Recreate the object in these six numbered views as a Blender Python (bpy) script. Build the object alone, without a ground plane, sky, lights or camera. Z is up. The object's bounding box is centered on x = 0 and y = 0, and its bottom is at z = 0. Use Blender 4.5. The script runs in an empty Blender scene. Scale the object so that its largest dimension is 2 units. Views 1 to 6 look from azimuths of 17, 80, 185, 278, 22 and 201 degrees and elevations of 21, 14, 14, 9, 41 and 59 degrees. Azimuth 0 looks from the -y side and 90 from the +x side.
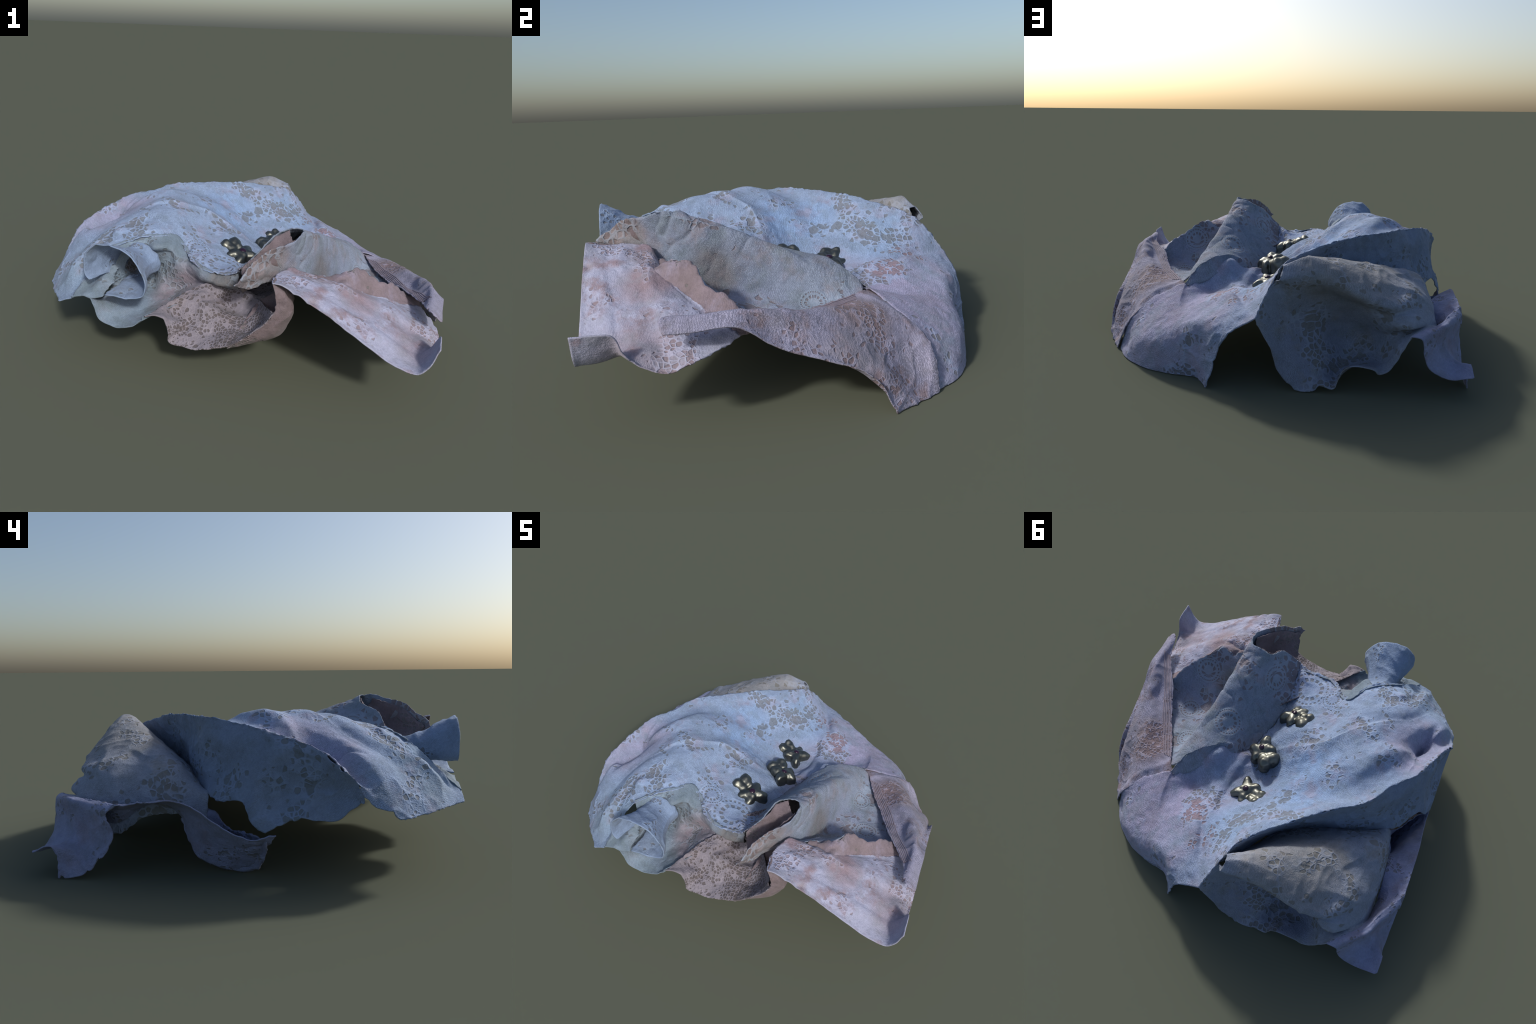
# A crumpled piece of pale lace, cut square on the sides, with three small cast
# metal charms lying in its central valley.  The cloth is modelled as a set of
# lofted / stretched sheets between named spline curves (crest, hem, ridge ...),
# welded into one skin, wrinkled, thickened and then divided into named parts.
import bpy, bmesh, math
import numpy as np
from mathutils import Vector, noise, Matrix

STEP = 0.0076          # target mesh spacing of the cloth, metres
THICK = 0.005          # cloth thickness

# ------------------------------------------------------------------ curves
def spline(pts, n):
    """Catmull-Rom through pts, resampled to n points evenly by arc length."""
    P = np.array(pts, float)
    if len(P) == 2:
        t = np.linspace(0, 1, n)[:, None]
        return P[0] * (1 - t) + P[1] * t
    ext = np.vstack([2 * P[0] - P[1], P, 2 * P[-1] - P[-2]])
    out = []
    for i in range(1, len(ext) - 2):
        p0, p1, p2, p3 = ext[i - 1:i + 3]
        k = [0.0]
        for a, b in ((p0, p1), (p1, p2), (p2, p3)):
            k.append(k[-1] + max(np.linalg.norm(b - a), 1e-6) ** 0.5)
        t = np.linspace(k[1], k[2], 24, endpoint=False)[:, None]
        a1 = (k[1] - t) / (k[1] - k[0]) * p0 + (t - k[0]) / (k[1] - k[0]) * p1
        a2 = (k[2] - t) / (k[2] - k[1]) * p1 + (t - k[1]) / (k[2] - k[1]) * p2
        a3 = (k[3] - t) / (k[3] - k[2]) * p2 + (t - k[2]) / (k[3] - k[2]) * p3
        b1 = (k[2] - t) / (k[2] - k[0]) * a1 + (t - k[0]) / (k[2] - k[0]) * a2
        b2 = (k[3] - t) / (k[3] - k[1]) * a2 + (t - k[1]) / (k[3] - k[1]) * a3
        out.append((k[2] - t) / (k[2] - k[1]) * b1 + (t - k[1]) / (k[2] - k[1]) * b2)
    C = np.vstack(out + [P[-1:]])
    return resample(C, n)

def resample(C, n):
    d = np.r_[0, np.cumsum(np.linalg.norm(np.diff(C, axis=0), axis=1))]
    s = np.linspace(0, d[-1], n)
    return np.stack([np.interp(s, d, C[:, i]) for i in range(3)], 1)

def length(C):
    C = np.asarray(C, float)
    return np.linalg.norm(np.diff(C, axis=0), axis=1).sum()

def count(L):
    return max(6, int(L / STEP) + 1)

def fixed(pts):
    """A sampled curve that several sheets share, so that their edges weld."""
    C = spline(pts, 300)
    return resample(C, count(length(C)))

# ------------------------------------------------------------------ sheets
def tps(UV, D, Q):
    def U(r2):
        return np.where(r2 > 1e-12, r2 * np.log(r2 + 1e-12), 0)
    n = len(UV)
    K = U(((UV[:, None] - UV[None]) ** 2).sum(-1)) + 1e-4 * np.eye(n)
    P = np.c_[np.ones(n), UV]
    A = np.zeros((n + 3, n + 3)); A[:n, :n] = K; A[:n, n:] = P; A[n:, :n] = P.T
    W = np.linalg.solve(A, np.vstack([D, np.zeros((3, D.shape[1]))]))
    return U(((Q[:, None] - UV[None]) ** 2).sum(-1)) @ W[:n] + np.c_[np.ones(len(Q)), Q] @ W[n:]

def stretch(south, north, west, east, through=()):
    """Coons sheet between four sampled edge curves (south/north run west to
    east, west/east run south to north), pulled through the given points."""
    nu = max(len(south), len(north)); nv = max(len(west), len(east))
    if len(south) != nu: south = resample(south, nu)
    if len(north) != nu: north = resample(north, nu)
    if len(west) != nv: west = resample(west, nv)
    if len(east) != nv: east = resample(east, nv)
    u = np.linspace(0, 1, nu)[None, :, None]; v = np.linspace(0, 1, nv)[:, None, None]
    G = ((1 - v) * south[None] + v * north[None] + (1 - u) * west[:, None] + u * east[:, None]
         - (1 - u) * (1 - v) * south[0] - u * (1 - v) * south[-1]
         - (1 - u) * v * north[0] - u * v * north[-1])
    if len(through):
        T = np.array(through, float)
        uu, vv = np.meshgrid(np.linspace(0, 1, nu), np.linspace(0, 1, nv))
        UVg = np.c_[uu.ravel(), vv.ravel()]
        s = np.linspace(0, 1, 13)
        edge = np.vstack([np.c_[s, 0 * s], np.c_[s, 0 * s + 1], np.c_[0 * s, s][1:-1], np.c_[0 * s + 1, s][1:-1]])
        for it in range(4):
            F = G.reshape(-1, 3)
            ctrl, res = [], []
            for p in T:
                w = np.array([1, 1, 0.35 if it == 0 else 0.8])
                i = (((F - p) * w) ** 2).sum(1).argmin()
                ctrl.append(UVg[i]); res.append(p - F[i])
            ctrl = np.array(ctrl); res = np.array(res)
            # merge control points that fall on nearly the same place
            keep = []
            for i in range(len(ctrl)):
                if all(((ctrl[i] - ctrl[j]) ** 2).sum() > 4e-4 for j in keep):
                    keep.append(i)
            ctrl, res = ctrl[keep], res[keep]
            D = tps(np.vstack([ctrl, edge]), np.vstack([res, np.zeros((len(edge), 3))]), UVg)
            win = np.minimum(1, 14 * np.minimum.reduce([UVg[:, 0], 1 - UVg[:, 0], UVg[:, 1], 1 - UVg[:, 1]]))
            G = (F + D * win[:, None]).reshape(nv, nu, 3)
    return G

def loft(rows, nu=None):
    """Smooth sheet through a list of curves; a row may be sampled already."""
    L = max(length(r) for r in rows)
    n = nu or count(L)
    R = np.stack([resample(r, n) if len(r) > 40 else spline(r, n) for r in rows])
    m = count(max(length(R[:, i]) for i in range(0, n, max(1, n // 12))))
    # across the rows: chord-length averaged over the sheet
    return np.stack([spline(R[:, i], m) if len(rows) > 2 else spline(R[:, i], m) for i in range(n)], 1)

def scallop(pts, amp, waves):
    """Give an edge curve a row of small rounded teeth."""
    C = spline(pts, 200)
    t = np.linspace(0, waves, 200)
    C[:, 2] += amp * (np.abs(np.sin(np.pi * t)) - .5) * np.minimum(1, np.minimum(t, waves - t) * 2)
    return C

class Skin:
    def __init__(self):
        self.V, self.F, self.M, self.n = [], [], [], 0
    def add(self, G, part):
        nv, nu = G.shape[:2]
        idx = np.arange(nv * nu).reshape(nv, nu) + self.n
        q = np.stack([idx[:-1, :-1], idx[:-1, 1:], idx[1:, 1:], idx[1:, :-1]], -1).reshape(-1, 4)
        self.V.append(G.reshape(-1, 3)); self.F.append(q)
        self.M.append(np.full(len(q), PARTS.index(part))); self.n += nv * nu

PARTS = ["main_panel", "side_panel", "rolled_fold", "front_flap", "gathered_ledge", "seamed_border",
         "drop_wall", "mesh_underlayer", "flared_tube", "back_wall", "back_pillow", "side_gutter", "corner_strip",
         "curled_edge"]
skin = Skin()

# ------------------------------------------------------------------ shared curves
APEX = (.034, .905, .369)
JOIN = (.19, .06, .375)
crest_w = fixed([(-1.005, -.49, .378), (-1.0, -.46, .44), (-.99, -.40, .49), (-.95, -.30, .565), (-.907, -.185, .602), (-.84, -.035, .635), (-.745, .075, .652),
                 (-.649, .238, .664), (-.526, .32, .660), (-.388, .427, .654), (-.304, .5, .642), (-.202, .575, .620),
                 (-.10, .68, .590)])
crest_e = fixed([(-.10, .68, .590), (-.055, .77, .545), (-.01, .84, .46), APEX])
valley = fixed([(.06, -.645, .52), (.045, -.5, .44), (.045, -.33, .40), (.09, -.15, .365), (.15, 0., .352), JOIN])
divide = fixed([JOIN, (.235, .3, .345), (.235, .45, .358), (.167, .59, .367), (.10, .75, .372), APEX])
ruffle_foot = fixed([JOIN, (.222, .020, .39), (.268, .020, .425), (.32, .065, .445), (.385, .11, .442), (.455, .17, .405), (.495, .24, .362), (.511, .305, .346)])
border_under = fixed([(.488, .315, .332), (.63, .385, .285), (.73, .435, .235), (.82, .475, .13), (.88, .465, -.02)])
border = fixed([(.511, .305, .346), (.613, .349, .312), (.71, .40, .262), (.797, .444, .17), (.87, .43, -.005)])

# ------------------------------------------------------------------ main panel and right-hand side panel
panel_front = fixed([(-.77, -.905, .326), (-.70, -.905, .355), (-.665, -.83, .425), (-.615, -.72, .53), (-.542, -.656, .575), (-.461, -.602, .603),
                     (-.40, -.55, .597), (-.345, -.47, .567), (-.30, -.49, .53), (-.267, -.518, .511), (-.23, -.568, .512),
                     (-.187, -.606, .505), (-.138, -.625, .49), (-.066, -.632, .482), (0, -.637, .492), (.06, -.645, .52)])
panel_left = fixed([(-.77, -.905, .326), (-.9, -.76, .31), (-1, -.627, .298), (-1.003, -.55, .335), (-1.005, -.49, .378)])
panel = stretch(panel_front, np.vstack([crest_w, crest_e[1:]]), panel_left, np.vstack([valley, divide[1:]]),
    [(-.315, .30, .546), (-.166, .438, .546), (-.088, .481, .51), (-.021, .594, .481), (.056, .609, .427),
     (-.215, -.015, .521), (-.318, -.38, .565), (-.439, -.353, .66), (-.521, -.426, .641), (-.63, -.566, .61),
     (-.545, -.436, .647), (-.835, -.44, .550), (-.96, -.434, .45), (-.325, -.024, .588), (-.406, .12, .611),
     (-.608, .074, .646), (-.474, .097, .640),  (.0, .0, .375), (0.02, .27, .34),
     (-.75, -.18, .625), (-.57, -.22, .682), (-.545, -.06, .682), (-.57, .06, .676), (.02, -.57, .494), (-.54, -.34, .667), (-.33, -.28, .573), (-.058, -.158, .462), (-.11, -.12, .485), (-.66, -.2, .652), (-.63, -.40, .640), (-.70, -.40, .60),
     (-.76, -.60, .53), (-.754, -.743, .479), (-.67, -.60, .558), (-.70, -.83, .385), (-.60, -.52, .612), (-.835, -.315, .43), (-.79, -.25, .525), (-.875, -.30, .50), (-.755, -.245, .575), (-.76, -.43, .572), (-.94, -.51, .47), (-.89, -.43, .535), (-.2, -.3, .50), (-.15, -.5, .487), (-.05, -.53, .472), (0, -.42, .425)])
skin.add(panel, "main_panel")

arch = fixed([APEX, (.104, .905, .328), (.185, .905, .256), (.216, .905, .196), (.25, .905, .08), (.28, .905, -.005)])
ground_hem = fixed([(.87, .43, -.005), (.84, .51, -.005), (.773, .612, -.003), (.6, .735, -.003), (.49, .768, -.003), (.35, .805, -.003), (.28, .905, -.005)])
skin.add(stretch(np.vstack([ruffle_foot, border[1:]]), arch, divide, ground_hem,
    [(.159, .618, .375), (.262, .493, .357), (.26, .835, .275), (.516, .478, .298), (.576, .554, .256), (.329, .402, .321),
     (.701, .653, .091), (.531, .732, .169), (.38, .762, .245), (.42, .6, .29), (.272, .140, .445), (.33, .175, .415), (.345, .285, .318), (.44, .40, .303), (.8, .50, .08), (.51, .637, .243), (.669, .574, .195), (.215, .375, .345), (.275, .635, .338)]), "side_panel")

# ------------------------------------------------------------------ seamed border on the right
border_top = border_under
seam = fixed([tuple(border_top[0]), (.54, .26, .343), (.556, .223, .340), (.60, .13, .337), (.65, .04, .333), (.691, -.038, .338), (.735, -.14, .362), (.783, -.246, .392), (.85, -.36, .41),
              (.91, -.473, .424), (.932, -.585, .446), (.95, -.615, .446), (.975, -.617, .43), (1.004, -.60, .405)])
right_cut = fixed([(1.004, -.60, .405), (1, -.52, .405), (1, -.375, .411), (1, -.319, .394), (1, -.173, .302), (1, -.027, .248),
                   (1, .146, .16), (1, .241, 0)])
tip_hem = fixed([(1, .241, 0), (.95, .33, 0.0), tuple(border_top[-1])])
skin.add(stretch(right_cut, border_top, seam[::-1], tip_hem,
    [(.907, -.29, .428), (.871, -.176, .409), (.832, -.055, .39), (.788, .051, .373), (.711, .223, .337), (.674, .301, .325), (.83, .375, .11), (.90, .33, .06), (.852, -.175, .376), (.806, .268, .262),
     (.768, .105, .364), (.802, .169, .323), (.985, .152, .138),  (.943, .081, .251), (.726, .129, .345)]), "seamed_border")

# ------------------------------------------------------------------ rolled fold: from the valley over the ridge into the lace leaf
leaf_edge = [(.42, -.575, .52), (.49, -.545, .525), (.55, -.545, .550), (.599, -.469, .545), (.66, -.445, .505), (.707, -.424, .471),
             (.757, -.356, .444), (.81, -.30, .385), (.875, -.25, .345)]
skin.add(loft([
    valley,
    [(.11, -.625, .575), (.095, -.5, .485), (.10, -.36, .455), (.125, -.17, .388), (.175, -.03, .385), (.225, .045, .425)],
    [(.159, -.601, .626), (.15, -.5, .57), (.165, -.36, .535), (.20, -.18, .46), (.235, -.03, .45), (.27, .068, .458)],
    [(.20, -.51, .675), (.235, -.43, .65), (.26, -.33, .62), (.286, -.194, .56), (.29, -.04, .49), (.32, .117, .474)],
    [(.266, -.497, .708), (.294, -.43, .685), (.315, -.335, .648), (.340, -.22, .595), (.362, -.05, .53), (.38, .085, .49), (.382, .166, .468)],
    [(.322, -.505, .716), (.345, -.42, .68), (.365, -.34, .642), (.382, -.23, .596), (.424, -.05, .527), (.461, .051, .475), (.45, .215, .428)],
    [(.340, -.58, .722), (.37, -.45, .66), (.384, -.35, .575), (.403, -.23, .535), (.447, -.055, .478), (.492, .115, .42), (.49, .265, .382)],
    [(.305, -.661, .697), (.355, -.52, .60), (.395, -.38, .465), (.42, -.25, .42), (.46, -.07, .41), (.52, .10, .355), (.565, .255, .325)],
    [(.233, -.743, .679), (.31, -.60, .575), (.375, -.47, .455), (.435, -.28, .355), (.485, -.077, .333), (.546, .041, .311), (.635, .17, .31)],
    [(.173, -.804, .631), (.27, -.66, .56), (.37, -.52, .445), (.47, -.29, .335), (.546, -.11, .310), (.64, -.02, .30), (.72, .06, .31)],
    [(.149, -.874, .58), (.241, -.705, .535), (.36, -.56, .49), (.50, -.40, .42), (.59, -.22, .292), (.70, -.14, .29), (.82, -.06, .32)],
    [(.135, -.88, .565), (.20, -.765, .525), (.38, -.56, .495), (.55, -.44, .452), (.65, -.36, .385), (.745, -.29, .335), (.845, -.17, .312)],
    np.vstack([spline([(.116, -.885, .555), (.17, -.82, .512), (.27, -.66, .53), leaf_edge[0]], 60)[:-1], scallop(leaf_edge, .010, 11)])]), "rolled_fold")

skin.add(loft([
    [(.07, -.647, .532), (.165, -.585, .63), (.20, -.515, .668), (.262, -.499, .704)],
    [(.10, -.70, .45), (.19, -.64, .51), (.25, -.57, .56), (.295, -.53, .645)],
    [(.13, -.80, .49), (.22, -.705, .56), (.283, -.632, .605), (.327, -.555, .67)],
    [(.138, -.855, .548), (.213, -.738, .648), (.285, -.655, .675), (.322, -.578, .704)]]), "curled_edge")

skin.add(loft([       # short face under the fold's back hem
    [JOIN, (.225, .045, .424), (.27, .068, .457), (.32, .117, .473), (.382, .166, .467), (.45, .215, .427), (.49, .265, .381), (.508, .30, .352)],
    [(.195, .075, .372), (.235, .068, .408), (.278, .096, .432), (.328, .145, .443), (.39, .195, .433), (.457, .243, .398), (.50, .285, .36), (.515, .31, .345)],
    [(.20, .10, .352), (.25, .12, .392), (.285, .16, .408), (.34, .21, .385), (.40, .265, .352), (.46, .30, .34), (.50, .32, .335), (.52, .325, .33)]]), "rolled_fold")

# ------------------------------------------------------------------ gathered ledge and the front flap under it
flap_crease = fixed([(.40, -.60, .515), (.47, -.60, .512), (.558, -.617, .515), (.61, -.56, .475), (.665, -.50, .436), (.75, -.44, .40),
                     (.802, -.40, .370), (.90, -.33, .335)])
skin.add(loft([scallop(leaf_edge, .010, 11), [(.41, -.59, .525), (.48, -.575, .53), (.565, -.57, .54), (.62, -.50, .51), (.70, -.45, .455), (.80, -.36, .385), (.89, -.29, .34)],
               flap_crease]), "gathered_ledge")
flap_left = fixed([(.297, -.905, .60), (.272, -.8, .58), (.285, -.72, .577), (.323, -.633, .565), (.40, -.60, .515)])
flap_cut = fixed([(.297, -.905, .60), (.35, -.905, .588), (.525, -.905, .496), (.7, -.905, .395), (.845, -.905, .311), (.93, -.905, .30),
                  (.975, -.905, .35), (1, -.905, .43)])
flap_right = fixed([(1, -.905, .43), (1, -.77, .42), (1, -.74, .35), (1, -.68, .29), (1, -.6, .262), (1, -.516, .285), (.96, -.42, .31), (.90, -.33, .335)])
skin.add(stretch(flap_cut, flap_crease, flap_left, flap_right,
    [(.574, -.672, .507), (.652, -.655, .467), (.789, -.607, .407), (.94, -.8, .315), (.93, -.68, .33), (.9, -.52, .345),
     (.415, -.66, .545), (.42, -.8, .555), (.35, -.75, .58), (.8, -.8, .365)]), "front_flap")
skin.add(loft([[(-.05, -.575, .402), (.03, -.56, .375), (.10, -.57, .37), (.16, -.62, .37)],
               [(-.06, -.53, .42), (.04, -.50, .365), (.14, -.50, .36), (.22, -.56, .40)],
               [(-.02, -.45, .44), (.08, -.40, .39), (.20, -.38, .43), (.30, -.45, .50)],
               [(.04, -.38, .43), (.12, -.30, .43), (.22, -.28, .50), (.33, -.36, .58)]]), "mesh_underlayer")
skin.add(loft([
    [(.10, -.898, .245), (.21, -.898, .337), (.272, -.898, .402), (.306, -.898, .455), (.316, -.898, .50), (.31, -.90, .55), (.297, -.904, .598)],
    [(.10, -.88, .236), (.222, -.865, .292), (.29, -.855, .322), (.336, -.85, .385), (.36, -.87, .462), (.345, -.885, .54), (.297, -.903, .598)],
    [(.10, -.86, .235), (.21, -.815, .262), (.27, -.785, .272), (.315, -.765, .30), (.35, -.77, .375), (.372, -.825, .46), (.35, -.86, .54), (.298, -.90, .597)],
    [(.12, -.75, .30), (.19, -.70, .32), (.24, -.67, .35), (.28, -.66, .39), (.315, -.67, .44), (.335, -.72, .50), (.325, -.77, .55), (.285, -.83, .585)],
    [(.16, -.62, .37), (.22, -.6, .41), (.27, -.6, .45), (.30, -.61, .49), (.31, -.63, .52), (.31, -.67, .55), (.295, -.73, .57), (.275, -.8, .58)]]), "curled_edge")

# ------------------------------------------------------------------ front left: drop wall, underlayer, flared tube
skin.add(loft([
    [(-.60, -.685, .56), (-.53, -.63, .588), (-.455, -.57, .603), (-.40, -.525, .597), (-.345, -.45, .575), (-.29, -.465, .53), (-.25, -.505, .513), (-.17, -.59, .50), (-.066, -.61, .478), (.05, -.60, .49)],
    [(-.585, -.70, .53), (-.51, -.64, .555), (-.44, -.60, .562), (-.385, -.635, .566), (-.33, -.56, .55), (-.29, -.53, .51), (-.24, -.56, .49), (-.15, -.62, .475),
     (-.05, -.638, .458), (.055, -.63, .47)],
    [(-.56, -.72, .48), (-.49, -.63, .5), (-.421, -.597, .515), (-.35, -.55, .5), (-.293, -.575, .475), (-.22, -.585, .46), (-.13, -.637, .445), (-.04, -.65, .435), (.06, -.645, .45)],
    [(-.58, -.74, .36), (-.50, -.60, .36), (-.457, -.52, .341), (-.392, -.58, .333), (-.306, -.565, .326), (-.224, -.565, .36), (-.12, -.605, .405), (.05, -.60, .40)],
    [(-.585, -.83, .34), (-.5, -.76, .30), (-.43, -.72, .295), (-.36, -.68, .295), (-.29, -.66, .32), (-.22, -.63, .36), (-.15, -.615, .395), (-.02, -.57, .39)],
    [(-.593, -.905, .372), (-.578, -.905, .33), (-.553, -.905, .261), (-.5, -.905, .243), (-.443, -.905, .239), (-.366, -.905, .273), (-.312, -.905, .33)]]),
    "drop_wall")
skin.add(loft([[(-.70, -.905, .36), (-.631, -.905, .381), (-.593, -.905, .372), (-.53, -.905, .395)],
               [(-.68, -.86, .40), (-.62, -.85, .405), (-.58, -.85, .43), (-.53, -.85, .41)],
               [(-.645, -.78, .46), (-.6, -.75, .465), (-.55, -.74, .48), (-.50, -.74, .45)]]), "drop_wall")
mesh_ridge = fixed([(-.312, -.905, .33), (-.25, -.80, .355), (-.19, -.70, .388), (-.125, -.63, .41), (-.05, -.575, .402)])
skin.add(stretch(
    fixed([(-.312, -.905, .33), (-.257, -.905, .346), (-.212, -.905, .327), (-.19, -.905, .276), (-.187, -.905, .22), (-.115, -.905, .211),
           (-.053, -.905, .205), (.05, -.905, .235), (.132, -.905, .276), (.21, -.905, .345), (.275, -.905, .41), (.308, -.905, .465)]),
    fixed([(-.05, -.575, .402), (.03, -.56, .375), (.10, -.57, .37), (.16, -.62, .37)]), mesh_ridge,
    fixed([(.308, -.905, .465), (.27, -.80, .42), (.21, -.70, .385), (.16, -.62, .37)]),
    [(-.042, -.743, .347), (-.251, -.792, .340), (-.207, -.811, .297), (-.085, -.64, .385), (-.101, -.751, .35), (-.006, -.813, .256),
     (-.12, -.85, .25), (.10, -.70, .315), (.1, -.82, .275), (.17, -.79, .285), (.03, -.66, .30), (.09, -.67, .295)]), "mesh_underlayer")
ring = lambda y, c, k, dz=0: [(c[0] + (x - c[0]) * k, y, c[1] + (z - c[1]) * k + dz) for x, z in
    [(-.592, .468), (-.612, .487), (-.619, .53), (-.60, .60), (-.56, .638), (-.516, .656), (-.45, .652), (-.39, .633), (-.335, .57),
     (-.301, .499), (-.31, .44), (-.336, .422), (-.42, .405), (-.515, .400)]]
skin.add(loft([ring(-.905, (-.46, .52), 1), ring(-.84, (-.47, .515), .86, -.008), ring(-.76, (-.475, .505), .63, -.018), ring(-.68, (-.487, .49), .54, -.022), ring(-.61, (-.475, .48), .60, -.012)]), "flared_tube")

# ------------------------------------------------------------------ back: wall below the crest, pillow, hanging curtain
fold_floor = [(-.80, .17, .34), (-.72, .22, .36), (-.6, .28, .385), (-.45, .33, .39), (-.25, .44, .40), (-.12, .64, .44), (-.05, .775, .515)]
skin.add(loft([
    crest_w,
    [(-1.004, -.49, .36), (-.985, -.43, .43), (-.955, -.3, .50), (-.925, -.15, .54), (-.844, .011, .565), (-.775, .112, .578), (-.706, .195, .592),
     (-.58, .272, .588), (-.45, .36, .578), (-.3, .465, .572), (-.2, .56, .56), (-.085, .705, .575)],
    [(-1.008, -.49, .345), (-.965, -.36, .385), (-.94, -.25, .40), (-.935, -.12, .415), (-.915, -.037, .43), (-.865, .025, .445), (-.803, .085, .461), (-.729, .19, .49),
     (-.573, .292, .49), (-.444, .36, .498), (-.3, .445, .485), (-.14, .62, .51), (-.062, .76, .552)],
    [(-1.02, -.49, .331), (-1.02, -.40, .255), (-1.015, -.272, .265), (-1.01, -.15, .225), (-.985, -.06, .245), (-.93, .0, .335), (-.86, .11, .32)] + fold_floor]), "back_wall")
skin.add(loft([
    fold_floor[::-1] + [(-.835, .17, .24)],
    [(-.075, .752, .589), (-.2, .70, .615), (-.32, .635, .60), (-.45, .555, .57), (-.6, .45, .52), (-.70, .38, .49), (-.80, .30, .43), (-.855, .28, .26)],
    [(-.09, .785, .590), (-.21, .765, .632), (-.35, .73, .60), (-.5, .67, .555), (-.62, .60, .515), (-.735, .5, .465), (-.83, .43, .40), (-.868, .43, .25)],
    [(-.085, .81, .568), (-.25, .81, .595), (-.4, .795, .55), (-.55, .765, .50), (-.66, .71, .467), (-.737, .655, .46), (-.828, .585, .375), (-.872, .57, .17)],
    [(-.068, .825, .535), (-.2, .83, .555), (-.296, .83, .54), (-.466, .84, .468), (-.592, .835, .418), (-.693, .78, .408), (-.774, .695, .39), (-.835, .69, .31), (-.865, .67, .235)],
    [(-.045, .79, .52), (-.13, .79, .45), (-.28, .74, .43), (-.45, .735, .39), (-.58, .795, .355), (-.691, .845, .33), (-.78, .785, .32), (-.83, .76, .31)],
    [(-.015, .835, .47), (-.12, .77, .34), (-.225, .735, .275), (-.385, .635, .22), (-.51, .655, .20), (-.61, .75, .25), (-.76, .835, .312)],
    [(.012, .87, .415), (-.05, .855, .27), (-.151, .830, .195), (-.26, .80, .13), (-.385, .715, .08), (-.485, .735, .10), (-.58, .80, .14), (-.66, .885, .25), (-.72, .875, .31)],
    [APEX, (.007, .905, .308), (-.038, .905, .221), (-.071, .905, .113), (-.136, .905, .032), (-.175, .905, .005), (-.246, .905, .009), (-.271, .905, .038),
     (-.342, .905, .021), (-.39, .905, .121), (-.44, .905, .144), (-.535, .905, .128), (-.554, .905, .109), (-.603, .905, .131), (-.66, .905, .235), (-.692, .905, .305)]],
    ), "back_pillow")

# ------------------------------------------------------------------ left side: gutter and corner strip
rim_crest = [(-1, .497, .325), (-.958, .57, .327), (-.915, .642, .325), (-.855, .764, .325), (-.78, .831, .317), (-.692, .905, .305)]
skin.add(loft([
    [(-.85, -.06, .03), (-.82, .02, 0.0), (-.82, .12, .02), (-.835, .22, .08), (-.855, .28, .255), (-.86, .36, .305), (-.865, .45, .29), (-.87, .57, .22), (-.865, .67, .25),
     (-.83, .76, .31), (-.76, .835, .312), (-.692, .905, .305)],
    [(-.93, -.10, .14), (-.91, -.02, .11), (-.91, .1, .17), (-.925, .2, .275), (-.935, .3, .325), (-.935, .38, .33), (-.935, .47, .308), (-.92, .56, .285), (-.89, .66, .295),
     (-.845, .765, .318), (-.77, .833, .314), (-.692, .905, .305)],
    [(-1.004, -.15, .22), (-1.004, -.04, .198), (-1.004, .096, .276), (-1.004, .215, .338), (-1.004, .335, .349), (-1.004, .44, .335)] + rim_crest]), "side_gutter")
skin.add(loft([
    [(-.85, -.06, .03), (-.82, .02, 0.0), (-.82, .12, .02), (-.835, .22, .08), (-.855, .28, .24)],
    [(-.93, -.10, .12), (-.87, .0, .12), (-.835, .10, .16), (-.83, .17, .22), (-.85, .25, .28)],
    [(-.99, -.11, .20), (-.93, -.03, .20), (-.865, .07, .21), (-.825, .13, .26), (-.80, .20, .285)]]), "side_gutter")
skin.add(stretch(
    fixed([(-.985, .905, .11), (-1, .894, .112), (-1, .816, .14), (-.985, .79, .08), (-1, .786, .0)]),
    fixed(rim_crest[::-1]),
    fixed([(-.985, .905, .11), (-.879, .905, .096), (-.792, .905, .147), (-.767, .905, .2), (-.748, .905, .292), (-.692, .905, .305)]),
    fixed([(-1, .786, 0), (-1, .72, .007), (-1, .626, .043), (-1, .536, .193), (-1, .56, .29), (-1, .497, .325)]),
    [(-.972, .752, .105), (-.855, .80, .2), (-.90, .72, .2), (-.95, .63, .2), (-.86, .79, .27)]), "corner_strip")

# ------------------------------------------------------------------ weld, relief, cut, thicken
V = np.vstack(skin.V); F = np.vstack(skin.F); M = np.concatenate(skin.M)
me = bpy.data.meshes.new("cloth_skin")
me.from_pydata(V.tolist(), [], F.tolist())
me.polygons.foreach_set("material_index", M.astype(np.int32))
bm = bmesh.new(); bm.from_mesh(me)
bmesh.ops.remove_doubles(bm, verts=bm.verts, dist=0.0012)
bmesh.ops.dissolve_degenerate(bm, dist=0.0002, edges=bm.edges)
bmesh.ops.recalc_face_normals(bm, faces=bm.faces)

# let the two upper panels run into one another without a crease
ease = [v for v in bm.verts if not v.is_boundary and ((divide - np.array(v.co)) ** 2).sum(1).min() < .0030
        and ((valley[:-6] - np.array(v.co)) ** 2).sum(1).min() > .0006]
for _ in range(40):
    bmesh.ops.smooth_vert(bm, verts=ease, factor=.5, use_axis_x=True, use_axis_y=True, use_axis_z=True)

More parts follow.
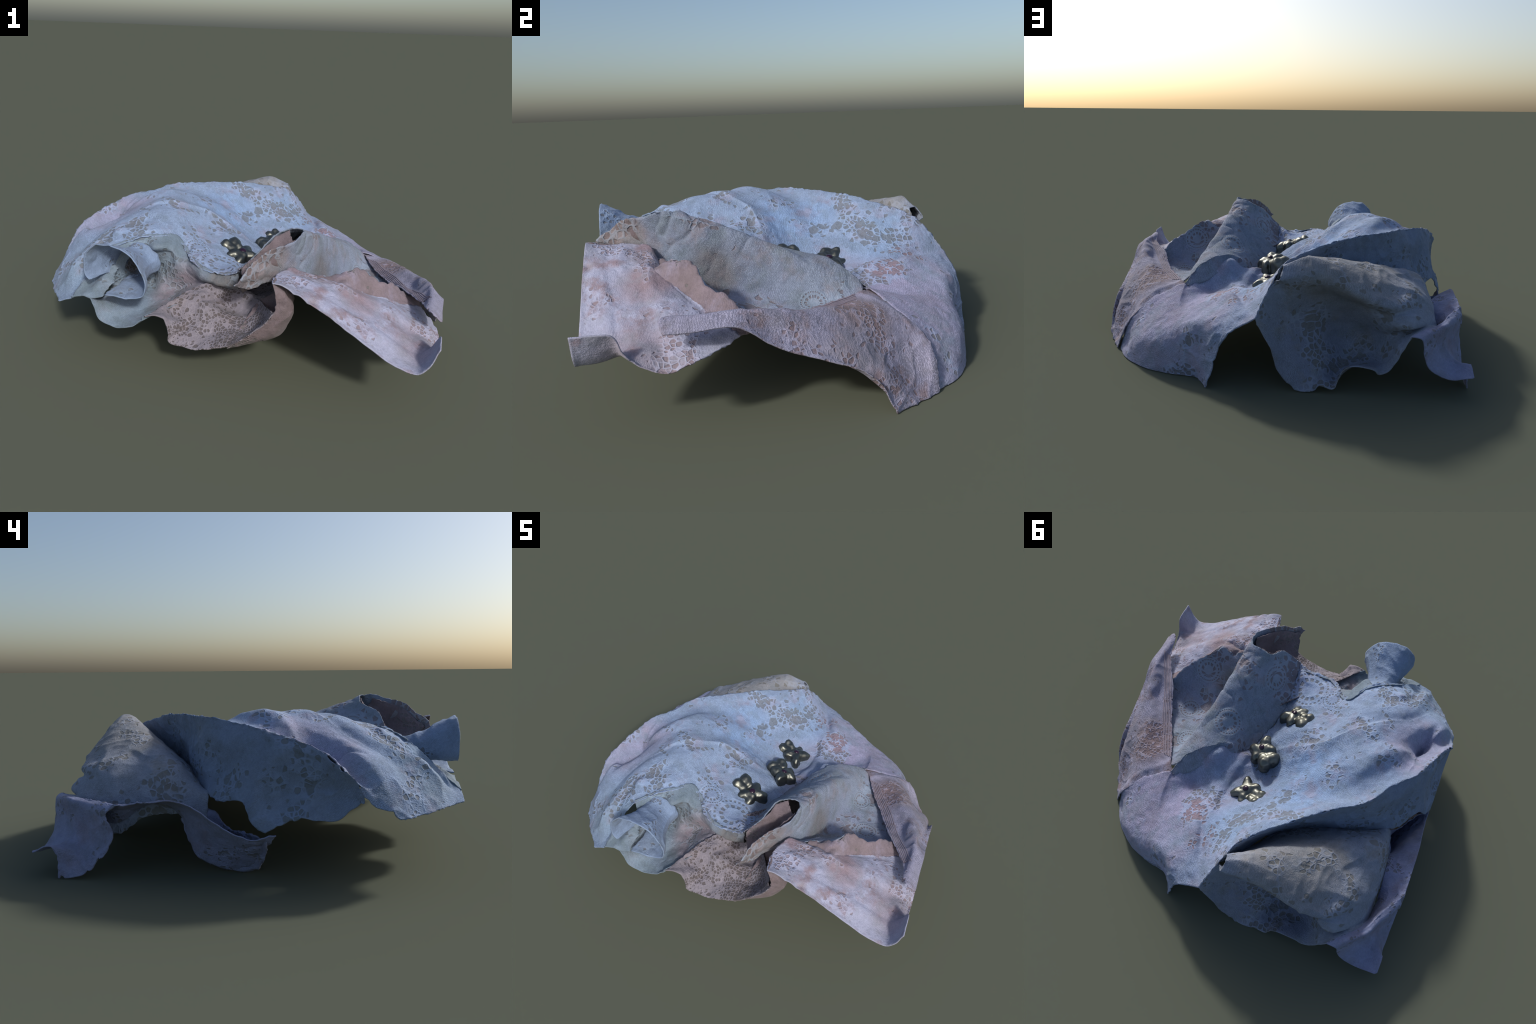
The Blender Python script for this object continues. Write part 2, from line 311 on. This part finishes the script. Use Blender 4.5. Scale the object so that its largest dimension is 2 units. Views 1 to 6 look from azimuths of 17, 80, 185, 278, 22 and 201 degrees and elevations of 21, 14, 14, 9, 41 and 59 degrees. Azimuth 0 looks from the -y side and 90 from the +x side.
def relief(p):
    q = Vector(p)
    a = noise.fractal(q * 5.0, 1.0, 2.0, 4) * 0.0068
    b = noise.noise(Vector((q.x * 24, q.y * 24, q.z * 30)) + Vector((7, 3, 1))) * 0.0026
    k = 1 - abs(noise.noise(q * 8.5 + noise.noise_vector(q * 3.0) * .8))          # thin pinched creases
    where = max(0.0, min(1.0, noise.noise(q * 2.2 + Vector((3, 9, 4))) * 3 + .6))
    return a + b + k ** 7 * 0.0075 * where - .002
bm.normal_update()
for v in bm.verts:
    v.co += v.normal * relief(v.co)
dw = PARTS.index("drop_wall")     # the tube opens through the wall behind it
hollow = []
for f in bm.faces:
    if f.material_index == dw:
        c = f.calc_center_median()
        if c.y > -.80 and ((c.x + .475) / .055) ** 2 + ((c.z - .455) / .058) ** 2 < 1: hollow.append(f)
bmesh.ops.delete(bm, geom=hollow, context="FACES")
for co, no in (((1, 0, 0), (1, 0, 0)), ((-1, 0, 0), (-1, 0, 0)), ((0, .905, 0), (0, 1, 0)), ((0, -.905, 0), (0, -1, 0)), ((0, 0, .001), (0, 0, -1))):
    bmesh.ops.bisect_plane(bm, geom=bm.verts[:] + bm.edges[:] + bm.faces[:], plane_co=co, plane_no=no, clear_outer=True, dist=1e-5)
for v in bm.verts:        # nibbled free edges; the straight cuts stay straight
    if v.is_boundary and abs(abs(v.co.x) - 1) > .004 and abs(abs(v.co.y) - .905) > .004 and v.co.z > .006:
        v.co += noise.noise_vector(v.co * 55) * .0055 + noise.noise_vector(v.co * 17) * .005
bmesh.ops.triangulate(bm, faces=[f for f in bm.faces if len(f.verts) > 4])
bm.to_mesh(me); bm.free()

skin_ob = bpy.data.objects.new("cloth_skin", me)
bpy.context.scene.collection.objects.link(skin_ob)
for i in range(len(PARTS)):
    me.materials.append(None)
so = skin_ob.modifiers.new("thickness", "SOLIDIFY"); so.thickness = THICK; so.offset = 0; so.use_rim = True
dg = bpy.context.evaluated_depsgraph_get()
whole = bpy.data.meshes.new_from_object(skin_ob.evaluated_get(dg))
bpy.data.objects.remove(skin_ob)
whole.polygons.foreach_set("use_smooth", np.ones(len(whole.polygons), bool))
nv = len(whole.vertices)
WV = np.empty(nv * 3); whole.vertices.foreach_get("co", WV); WV = WV.reshape(-1, 3)
WN = np.empty(nv * 3); whole.vertices.foreach_get("normal", WN); WN = WN.reshape(-1, 3)
polys = [tuple(p.vertices) for p in whole.polygons]
pm = np.empty(len(polys), np.int32); whole.polygons.foreach_get("material_index", pm)

# ------------------------------------------------------------------ materials
def new_mat(name):
    m = bpy.data.materials.new(name); m.use_nodes = True
    nt = m.node_tree; nt.nodes.clear()
    return m, nt
def simple(name, col, rough=.8, metal=0):
    m, nt = new_mat(name)
    b = nt.nodes.new("ShaderNodeBsdfPrincipled"); o = nt.nodes.new("ShaderNodeOutputMaterial")
    b.inputs["Base Color"].default_value = (*col, 1); b.inputs["Roughness"].default_value = rough; b.inputs["Metallic"].default_value = metal
    nt.links.new(b.outputs[0], o.inputs[0]); return m

class Net:
    """Small helper for wiring shader nodes."""
    def __init__(self, nt): self.nt = nt
    def node(self, kind, **props):
        n = self.nt.nodes.new(kind)
        for k, v in props.items(): setattr(n, k, v)
        return n
    def put(self, sock, v):
        if hasattr(v, "is_linked"): self.nt.links.new(v, sock)
        else: sock.default_value = v
    def math(self, op, a, b=0.0, c=0.0):
        n = self.node("ShaderNodeMath", operation=op)
        for k, v in enumerate((a, b, c)): self.put(n.inputs[k], v)
        return n.outputs[0]
    def vmath(self, op, a, b):
        n = self.node("ShaderNodeVectorMath", operation=op)
        self.put(n.inputs[0], a); self.put(n.inputs[1], b)
        return n.outputs[0]
    def step(self, x, lo, hi, a=0.0, b=1.0):
        n = self.node("ShaderNodeMapRange", interpolation_type="SMOOTHSTEP")
        for k, v in zip(("Value", "From Min", "From Max", "To Min", "To Max"), (x, lo, hi, a, b)): self.put(n.inputs[k], v)
        return n.outputs[0]
    def noise(self, vec, scale, detail=3.0, rough=.55):
        n = self.node("ShaderNodeTexNoise"); self.put(n.inputs["Vector"], vec)
        n.inputs["Scale"].default_value = scale; n.inputs["Detail"].default_value = detail; n.inputs["Roughness"].default_value = rough
        return n
    def cells(self, vec, scale, feature="F1", rand=1.0):
        n = self.node("ShaderNodeTexVoronoi", feature=feature); self.put(n.inputs["Vector"], vec)
        n.inputs["Scale"].default_value = scale; n.inputs["Randomness"].default_value = rand
        return n.outputs["Distance"]
    def mix(self, f, a, b, blend="MIX"):
        n = self.node("ShaderNodeMix", data_type="RGBA", blend_type=blend)
        self.put(n.inputs[0], f)
        for sock, v in ((n.inputs[6], a), (n.inputs[7], b)):
            self.put(sock, (*v, 1.0) if isinstance(v, tuple) else v)
        return n.outputs[2]

def spots(w, P, places):
    """Mask: 1 inside any of the given (x, y, z, radius) balls, fading out."""
    total = None
    for x, y, z, r in places:
        n = w.node("ShaderNodeVectorMath", operation="DISTANCE")
        w.put(n.inputs[0], P); n.inputs[1].default_value = (x, y, z)
        m = w.step(n.outputs["Value"], r * .55, r * 1.25, 1.0, 0.0)
        total = m if total is None else w.math("MAXIMUM", total, m)
    return total

def lace(name, cloth, far_cloth=None, stain=(.24, .17, .18), stain_amount=.5, hole=(.12, .12, .12), net=44., net_share=.45,
         petal=7., open_places=(), rust_places=(), weave=1.0, fans=(), gap_depth=.74, tints=()):
    """Lace: woven petals outlined by a cord, with netting between them.
    cloth -> far_cloth is the drift of the thread colour from left to right."""
    m, nt = new_mat(name); w = Net(nt)
    P0 = w.node("ShaderNodeTexCoord").outputs["Object"]
    wob = w.noise(P0, 6., 2.).outputs["Color"]
    P = w.vmath("ADD", P0, w.vmath("MULTIPLY", w.vmath("SUBTRACT", wob, (.5, .5, .5)), (.06, .06, .06)))
    X = w.node("ShaderNodeSeparateXYZ"); w.put(X.inputs[0], P0)
    # cells of netting: each cell is open or closed at random, more often open where
    # the soft density field is high, so that open work fades into woven cloth
    patch = w.noise(P0, 3.1, 3.).outputs["Fac"]
    d = w.cells(P, petal, "F1")
    dens = w.math("ADD", w.math("MULTIPLY", w.math("SUBTRACT", d, .45), .9), w.math("MULTIPLY", w.math("SUBTRACT", patch, .5), 2.6))
    dens = w.math("ADD", w.math("MULTIPLY", dens, 1.5), net_share - .10)
    if open_places:
        dens = w.math("ADD", dens, w.math("MULTIPLY", spots(w, P, open_places), .45))
    def openings(scale, lo, hi, extra):
        n = w.node("ShaderNodeTexVoronoi", feature="F1"); w.put(n.inputs["Vector"], P)
        n.inputs["Scale"].default_value = scale; n.inputs["Randomness"].default_value = .8
        r = w.node("ShaderNodeSeparateColor"); w.put(r.inputs[0], n.outputs["Color"])
        e = w.cells(P, scale, "DISTANCE_TO_EDGE", .8)
        is_open = w.step(w.math("SUBTRACT", w.math("ADD", dens, extra), r.outputs[0]), -.01, .05)
        body = w.math("MULTIPLY", w.step(e, lo, hi), w.step(n.outputs["Distance"], .50, .72, 1.0, 0.0))
        rim = w.math("MULTIPLY", w.math("SUBTRACT", 1.0, body), w.step(w.math("ADD", dens, extra), .12, .5))
        return w.math("MULTIPLY", is_open, body), rim
    gap, cord = openings(net, .05, .16, -.08)
    gap_big, _ = openings(net * .5, .03, .10, -.9 if net_share > .5 else -.42)
    gap = w.math("MAXIMUM", gap, gap_big)
    for cx, cy, cz, rad in fans:      # round lace medallion: rings of small openings
        rel = w.vmath("SUBTRACT", P0, (cx, cy, cz))
        ln = w.node("ShaderNodeVectorMath", operation="LENGTH"); w.put(ln.inputs[0], rel)
        r = w.math("DIVIDE", ln.outputs["Value"], rad)
        xyz = w.node("ShaderNodeSeparateXYZ"); w.put(xyz.inputs[0], rel)
        ang = w.math("ARCTAN2", xyz.outputs[1], xyz.outputs[0])
        def ring(r0, r1, n, cut):
            band = w.math("MULTIPLY", w.step(r, r0, r0 + .05), w.step(r, r1 - .05, r1, 1.0, 0.0))
            return w.math("MULTIPLY", band, w.step(w.math("SINE", w.math("MULTIPLY", ang, n)), cut, cut + .4))
        fan = w.math("MAXIMUM", ring(.42, .64, 13., -.5), ring(.76, .90, 27., -.3))
        inside = w.step(r, .95, 1.02, 1.0, 0.0)
        gap = w.mix(inside, gap, fan)
        cord = w.mix(inside, cord, w.math("SUBTRACT", 1.0, fan))
    netmask = w.step(d, .40, .50)
    # woven ground
    wv = w.node("ShaderNodeTexWave", wave_type="BANDS", bands_direction="DIAGONAL"); w.put(wv.inputs["Vector"], P)
    wv.inputs["Scale"].default_value = 60.; wv.inputs["Distortion"].default_value = 7.; wv.inputs["Detail"].default_value = 2.; wv.inputs["Detail Scale"].default_value = 3.
    fine = w.noise(P0, 95., 3., .6).outputs["Fac"]
    crumple = w.noise(P0, 19., 4., .6).outputs["Fac"]
    tone = cloth
    if far_cloth:
        drift = w.step(w.math("ADD", X.outputs[0], w.math("MULTIPLY", w.math("SUBTRACT", patch, .5), 1.6)), -.2, .6)
        tone = w.mix(drift, cloth, far_cloth)
    for x, y, z, rad, tint in tints:      # local colour patches, placed by hand
        soft = w.math("MULTIPLY", spots(w, P, [(x, y, z, rad)]), w.step(patch, .30, .58, .55, .95))
        tone = w.mix(soft, tone, tint)
    blotch = w.noise(P0, 6.5, 6., .66).outputs["Fac"]
    tone = w.mix(w.math("MULTIPLY", w.step(blotch, .47, .66), stain_amount), tone, stain)
    grey = w.noise(P0, 11., 5., .62).outputs["Fac"]
    tone = w.mix(w.math("MULTIPLY", w.step(grey, .45, .70), .55), tone, tuple(c * k for c, k in zip(cloth, (.74, .74, .66))))
    rib = w.math("MULTIPLY", w.math("SUBTRACT", wv.outputs["Fac"], .5), w.step(patch, .40, .62, .40 * weave, .10 * weave))
    shade = w.math("ADD", w.math("MULTIPLY", fine, .46), w.math("MULTIPLY", crumple, .42))  # crumple noise paints crease shading into the thread colour
    shade = w.math("ADD", w.math("ADD", shade, rib), .57)
    g = w.node("ShaderNodeCombineColor")
    for k in range(3): w.put(g.inputs[k], shade)
    woven = w.mix(1.0, tone, g.outputs[0], "MULTIPLY")
    woven = w.mix(w.math("MULTIPLY", cord, .42), woven, tuple(min(1, c * 1.3) for c in cloth))
    hole_c = hole
    if rust_places:
        hole_c = w.mix(spots(w, P, rust_places), hole, (.21, .115, .11))
    hole_c = w.mix(w.math("MULTIPLY", fine, .5), hole_c, w.mix(.5, tone, hole))
    col = w.mix(w.math("MULTIPLY", gap, gap_depth), woven, hole_c)
    # relief: threads stand above the meshes
    h = w.math("MULTIPLY", gap, -1.0)
    h = w.math("ADD", h, w.math("MULTIPLY", cord, .5))
    h = w.math("ADD", h, w.math("MULTIPLY", rib, 1.3))
    h = w.math("ADD", h, w.math("MULTIPLY", fine, .55))
    h = w.math("ADD", h, w.math("MULTIPLY", crumple, 2.2))
    bump = w.node("ShaderNodeBump"); bump.inputs["Strength"].default_value = .55; bump.inputs["Distance"].default_value = .0075
    w.put(bump.inputs["Height"], h)
    b = w.node("ShaderNodeBsdfPrincipled"); o = w.node("ShaderNodeOutputMaterial")
    w.put(b.inputs["Base Color"], col); w.put(b.inputs["Normal"], bump.outputs[0])
    b.inputs["Roughness"].default_value = .78; b.inputs["Specular IOR Level"].default_value = .25
    b.inputs["Sheen Weight"].default_value = .08
    nt.links.new(b.outputs[0], o.inputs[0])
    return m

BLUE, LILAC = (.228, .305, .46), (.295, .298, .43)
OPEN = [(-.22, .36, .55, .14), (-.09, .48, .51, .12), (0., .59, .48, .12), (.07, .61, .43, .10), (.24, .45, .36, .14), (-.17, .25, .5, .10),
        (-.28, -.56, .51, .10), (-.05, -.58, .48, .12), (.1, -.5, .45, .10)]
RUST = [(.16, .61, .39, .10), (.26, .49, .36, .10), (.2, .7, .34, .10)]
MATS = {
    "main_panel": lace("panel_lace", BLUE, LILAC, stain=(.245, .225, .30), stain_amount=.6, hole=(.12, .125, .125), net=36., net_share=.10, open_places=OPEN, rust_places=RUST, fans=[(-.07, -.50, .47, .135), (-.23, -.44, .53, .075)],
        tints=[(-.86, -.25, .56, .26, (.28, .285, .42)), (-.28, .15, .56, .24, (.215, .325, .535)), (.0, .55, .47, .2, (.225, .32, .50)), (.5, .5, .28, .24, (.30, .285, .43)),
               (-.75, -.75, .46, .2, (.205, .285, .40)), (.1, -.35, .42, .16, (.165, .215, .30))]),
    "rolled_fold": lace("fold_lace", (.20, .25, .325), (.215, .245, .35), stain=(.22, .195, .215), stain_amount=.6, hole=(.14, .11, .115), net=30., net_share=.22, petal=8., fans=[(.546, .041, .311, .065), (.60, -.40, .46, .085), (.64, -.18, .30, .07), (.16, -.45, .53, .09), (.30, -.06, .49, .09)],
        tints=[(.21, -.76, .60, .15, (.205, .175, .185)), (.42, -.38, .45, .13, (.15, .145, .15)), (.55, .06, .33, .16, (.235, .285, .38))]),
    "front_flap": lace("flap_lace", (.32, .335, .46), stain=(.225, .172, .205), stain_amount=.95, hole=(.20, .15, .165), net=48., net_share=.10, weave=.3,
        tints=[(.62, -.66, .48, .12, (.23, .175, .205)), (.42, -.62, .53, .11, (.225, .185, .215)), (.95, -.7, .33, .16, (.27, .235, .29))]),
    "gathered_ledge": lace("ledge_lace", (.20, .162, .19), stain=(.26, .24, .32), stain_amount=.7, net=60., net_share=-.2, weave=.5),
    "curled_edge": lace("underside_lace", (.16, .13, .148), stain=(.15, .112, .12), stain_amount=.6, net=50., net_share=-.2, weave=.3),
    "seamed_border": lace("border_lace", (.27, .265, .37), stain=(.20, .155, .18), stain_amount=.95, hole=(.155, .105, .11), net=46., net_share=.24, weave=1.2, open_places=[(.74, .16, .34, .13)],
        tints=[(.74, .16, .34, .16, (.205, .155, .165)), (.9, -.3, .41, .25, (.26, .26, .37)), (.95, .1, .2, .16, (.225, .215, .275))]),
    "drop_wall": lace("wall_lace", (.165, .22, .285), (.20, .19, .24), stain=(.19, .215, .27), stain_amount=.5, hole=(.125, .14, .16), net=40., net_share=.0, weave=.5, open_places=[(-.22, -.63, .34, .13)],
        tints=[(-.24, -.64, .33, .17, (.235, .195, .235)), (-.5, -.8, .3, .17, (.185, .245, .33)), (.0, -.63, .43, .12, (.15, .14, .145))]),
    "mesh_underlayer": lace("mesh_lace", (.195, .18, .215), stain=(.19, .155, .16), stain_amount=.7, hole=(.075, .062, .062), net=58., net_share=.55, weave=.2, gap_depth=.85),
    "flared_tube": lace("tube_lace", (.19, .26, .40), stain=(.21, .265, .36), stain_amount=.5, net=48., net_share=-.1, weave=.4),
    "back_wall": lace("back_wall_lace", (.17, .22, .325), stain=(.155, .19, .25), stain_amount=.6, hole=(.11, .125, .13), net=38., net_share=.08, weave=.5),  # dark blue has the shadow below the crest baked in
    "back_pillow": lace("pillow_lace", (.215, .25, .33), stain=(.205, .205, .215), stain_amount=.75, hole=(.135, .13, .115), net=34., net_share=.20, tints=[(-.4, .62, .57, .3, (.245, .245, .255)), (-.3, .85, .15, .3, (.18, .205, .29))]),
    "side_gutter": lace("gutter_lace", (.21, .235, .37), stain=(.19, .17, .23), stain_amount=.6, net=48., net_share=-.02, weave=.5),
}
MATS["side_panel"] = MATS["main_panel"]; MATS["corner_strip"] = MATS["side_gutter"]
CORD = simple("cord_thread", (.25, .215, .26), .85)
METAL = simple("pewter", (.165, .17, .15), .44, 1)
GEM = simple("dark_stone", (.022, .008, .022), .15)

from mathutils.bvhtree import BVHTree
border_ids = np.nonzero(pm == PARTS.index("seamed_border"))[0]
border_tree = BVHTree.FromPolygons([Vector(v) for v in WV], [polys[k] for k in border_ids])
cords = []
for lane in range(5):           # parallel cords stitched beside the seam
    pts = spline([(.567 + .0115 * lane, .218 - .002 * lane, .35), (.612 + .0115 * lane, .13, .35), (.70 + .0115 * lane, -.03, .35),
                  (.793 + .0115 * lane, -.24, .40), (.86 + .0105 * lane, -.36, .42), (.906 + .009 * lane, -.45, .43)], 110)
    path = []
    for p in pts:
        hit, nor, _, _ = border_tree.ray_cast(Vector((p[0], p[1], 1.0)), Vector((0, 0, -1)))
        if hit is not None: path.append(hit + Vector((0, 0, .0012)))
    if len(path) > 4: cords.append(path)

root = bpy.data.objects.new("crumpled_lace_cloth", None)
bpy.context.scene.collection.objects.link(root)
root["label"] = "crumpled pale lace cloth with folds and scalloped edges"
root["category"] = "lace cloth"
for i, part in enumerate(PARTS):
    sel = [polys[k] for k in np.nonzero(pm == i)[0]]
    used = np.unique(np.concatenate([np.array(s) for s in sel]))
    remap = -np.ones(nv, int); remap[used] = np.arange(len(used))
    m = bpy.data.meshes.new(part)
    m.from_pydata(WV[used].tolist(), [], [tuple(int(remap[v]) for v in s) for s in sel])
    m.polygons.foreach_set("use_smooth", np.ones(len(m.polygons), bool))
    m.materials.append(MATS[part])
    m.normals_split_custom_set_from_vertices(WN[used].tolist())
    ob = bpy.data.objects.new(part, m); bpy.context.scene.collection.objects.link(ob); ob.parent = root

for path in cords:
    cu = bpy.data.curves.new("seam_cord", "CURVE"); cu.dimensions = "3D"; cu.bevel_depth = .0030; cu.bevel_resolution = 2
    sp = cu.splines.new("POLY"); sp.points.add(len(path) - 1)
    for k, p in enumerate(path): sp.points[k].co = (*p, 1)
    tmp = bpy.data.objects.new("seam_cord", cu); bpy.context.scene.collection.objects.link(tmp)
    bpy.context.view_layer.update()
    cm = bpy.data.meshes.new_from_object(tmp.evaluated_get(bpy.context.evaluated_depsgraph_get()))
    bpy.data.objects.remove(tmp)
    cm.polygons.foreach_set("use_smooth", np.ones(len(cm.polygons), bool))
    cm.materials.clear(); cm.materials.append(CORD)
    co = bpy.data.objects.new("seam_cord", cm); bpy.context.scene.collection.objects.link(co); co.parent = root

# ------------------------------------------------------------------ metal charms
def charm(gem_at, prongs, lobe, seed):
    """Cast charm: stout four-pronged star with a sunk stone, and a two-lobed tail."""
    rng = np.random.default_rng(seed)
    base = Vector(gem_at); lobe = Vector(lobe); prongs = [Vector(p) for p in prongs]
    up = Vector((0, 0, 1))
    side = up.cross(lobe).normalized()
    mb = bpy.data.metaballs.new("charm"); mb.resolution = .0075; mb.render_resolution = .0075; mb.threshold = .3
    ob = bpy.data.objects.new("charm", mb); bpy.context.scene.collection.objects.link(ob)
    def ball(p, r):
        e = mb.elements.new(); e.co = p; e.radius = r
    def post(p, r, depth, n=3):
        for k in range(n): ball(p - up * (.012 + depth * k / (n - 1)), r)
    post(Vector((0, 0, -.008)), .050, .055)
    for k in range(7):      # setting round the stone
        t = k * math.tau / 7; ball(Vector((.026 * math.cos(t), .026 * math.sin(t), -.008)), .020)
    for p in prongs:
        post(p * .55, .043, .05); post(p * .78 + up * .002, .036, .05); post(p * .98 + up * .004, .030 + rng.uniform(-.002, .002), .045)
    for sgn in (-1, 1):
        post(lobe * .98 + side * sgn * .030 + up * .004, .054, .05); post(lobe * .62 + side * sgn * .022, .040, .045)
    bpy.context.view_layer.update()
    m = bpy.data.meshes.new_from_object(ob.evaluated_get(bpy.context.evaluated_depsgraph_get()))
    bpy.data.objects.remove(ob)
    m.name = "cast_body"; m.materials.clear(); m.materials.append(METAL)
    for v in m.vertices:    # hammered, uneven casting
        v.co += v.normal * (noise.noise(v.co * 38 + Vector((seed * 5, 0, 0))) * .006)
    m.polygons.foreach_set("use_smooth", np.ones(len(m.polygons), bool))
    top = bpy.data.objects.new("metal_charm", None); top.location = base
    bpy.context.scene.collection.objects.link(top)
    top["label"] = "small pewter star charm with sunk purple stone"; top["category"] = "charm"
    body = bpy.data.objects.new("cast_body", m); bpy.context.scene.collection.objects.link(body); body.parent = top
    n = (prongs[0] - prongs[2]).cross(prongs[1] - prongs[3]).normalized()
    if n.z < 0: n = -n
    g = bmesh.new(); bmesh.ops.create_icosphere(g, subdivisions=3, radius=.018)
    bmesh.ops.transform(g, matrix=n.to_track_quat("Z", "Y").to_matrix().to_4x4() @ Matrix.Diagonal((1, 1, .5, 1)), verts=g.verts)
    gm = bpy.data.meshes.new("stone"); g.to_mesh(gm); g.free(); gm.materials.append(GEM)
    gm.polygons.foreach_set("use_smooth", np.ones(len(gm.polygons), bool))
    go = bpy.data.objects.new("stone", gm); bpy.context.scene.collection.objects.link(go); go.parent = top; go.location = n * .011
charm((-.046, -.286, .472), [(.007, .067, .0), (.067, .025, -.024), (-.002, -.070, -.034), (-.055, -.045, -.002)], (-.088, .042, .022), 1)
charm((.052, -.008, .428), [(-.006, -.072, .014), (.062, .004, -.020), (.026, .062, -.026), (-.066, -.010, .016)], (-.070, .062, -.002), 2)
charm((.041, .261, .377), [(.022, -.076, -.010), (.066, .037, -.026), (-.002, .076, -.024), (-.058, -.036, .008)], (-.096, .040, .006), 3)
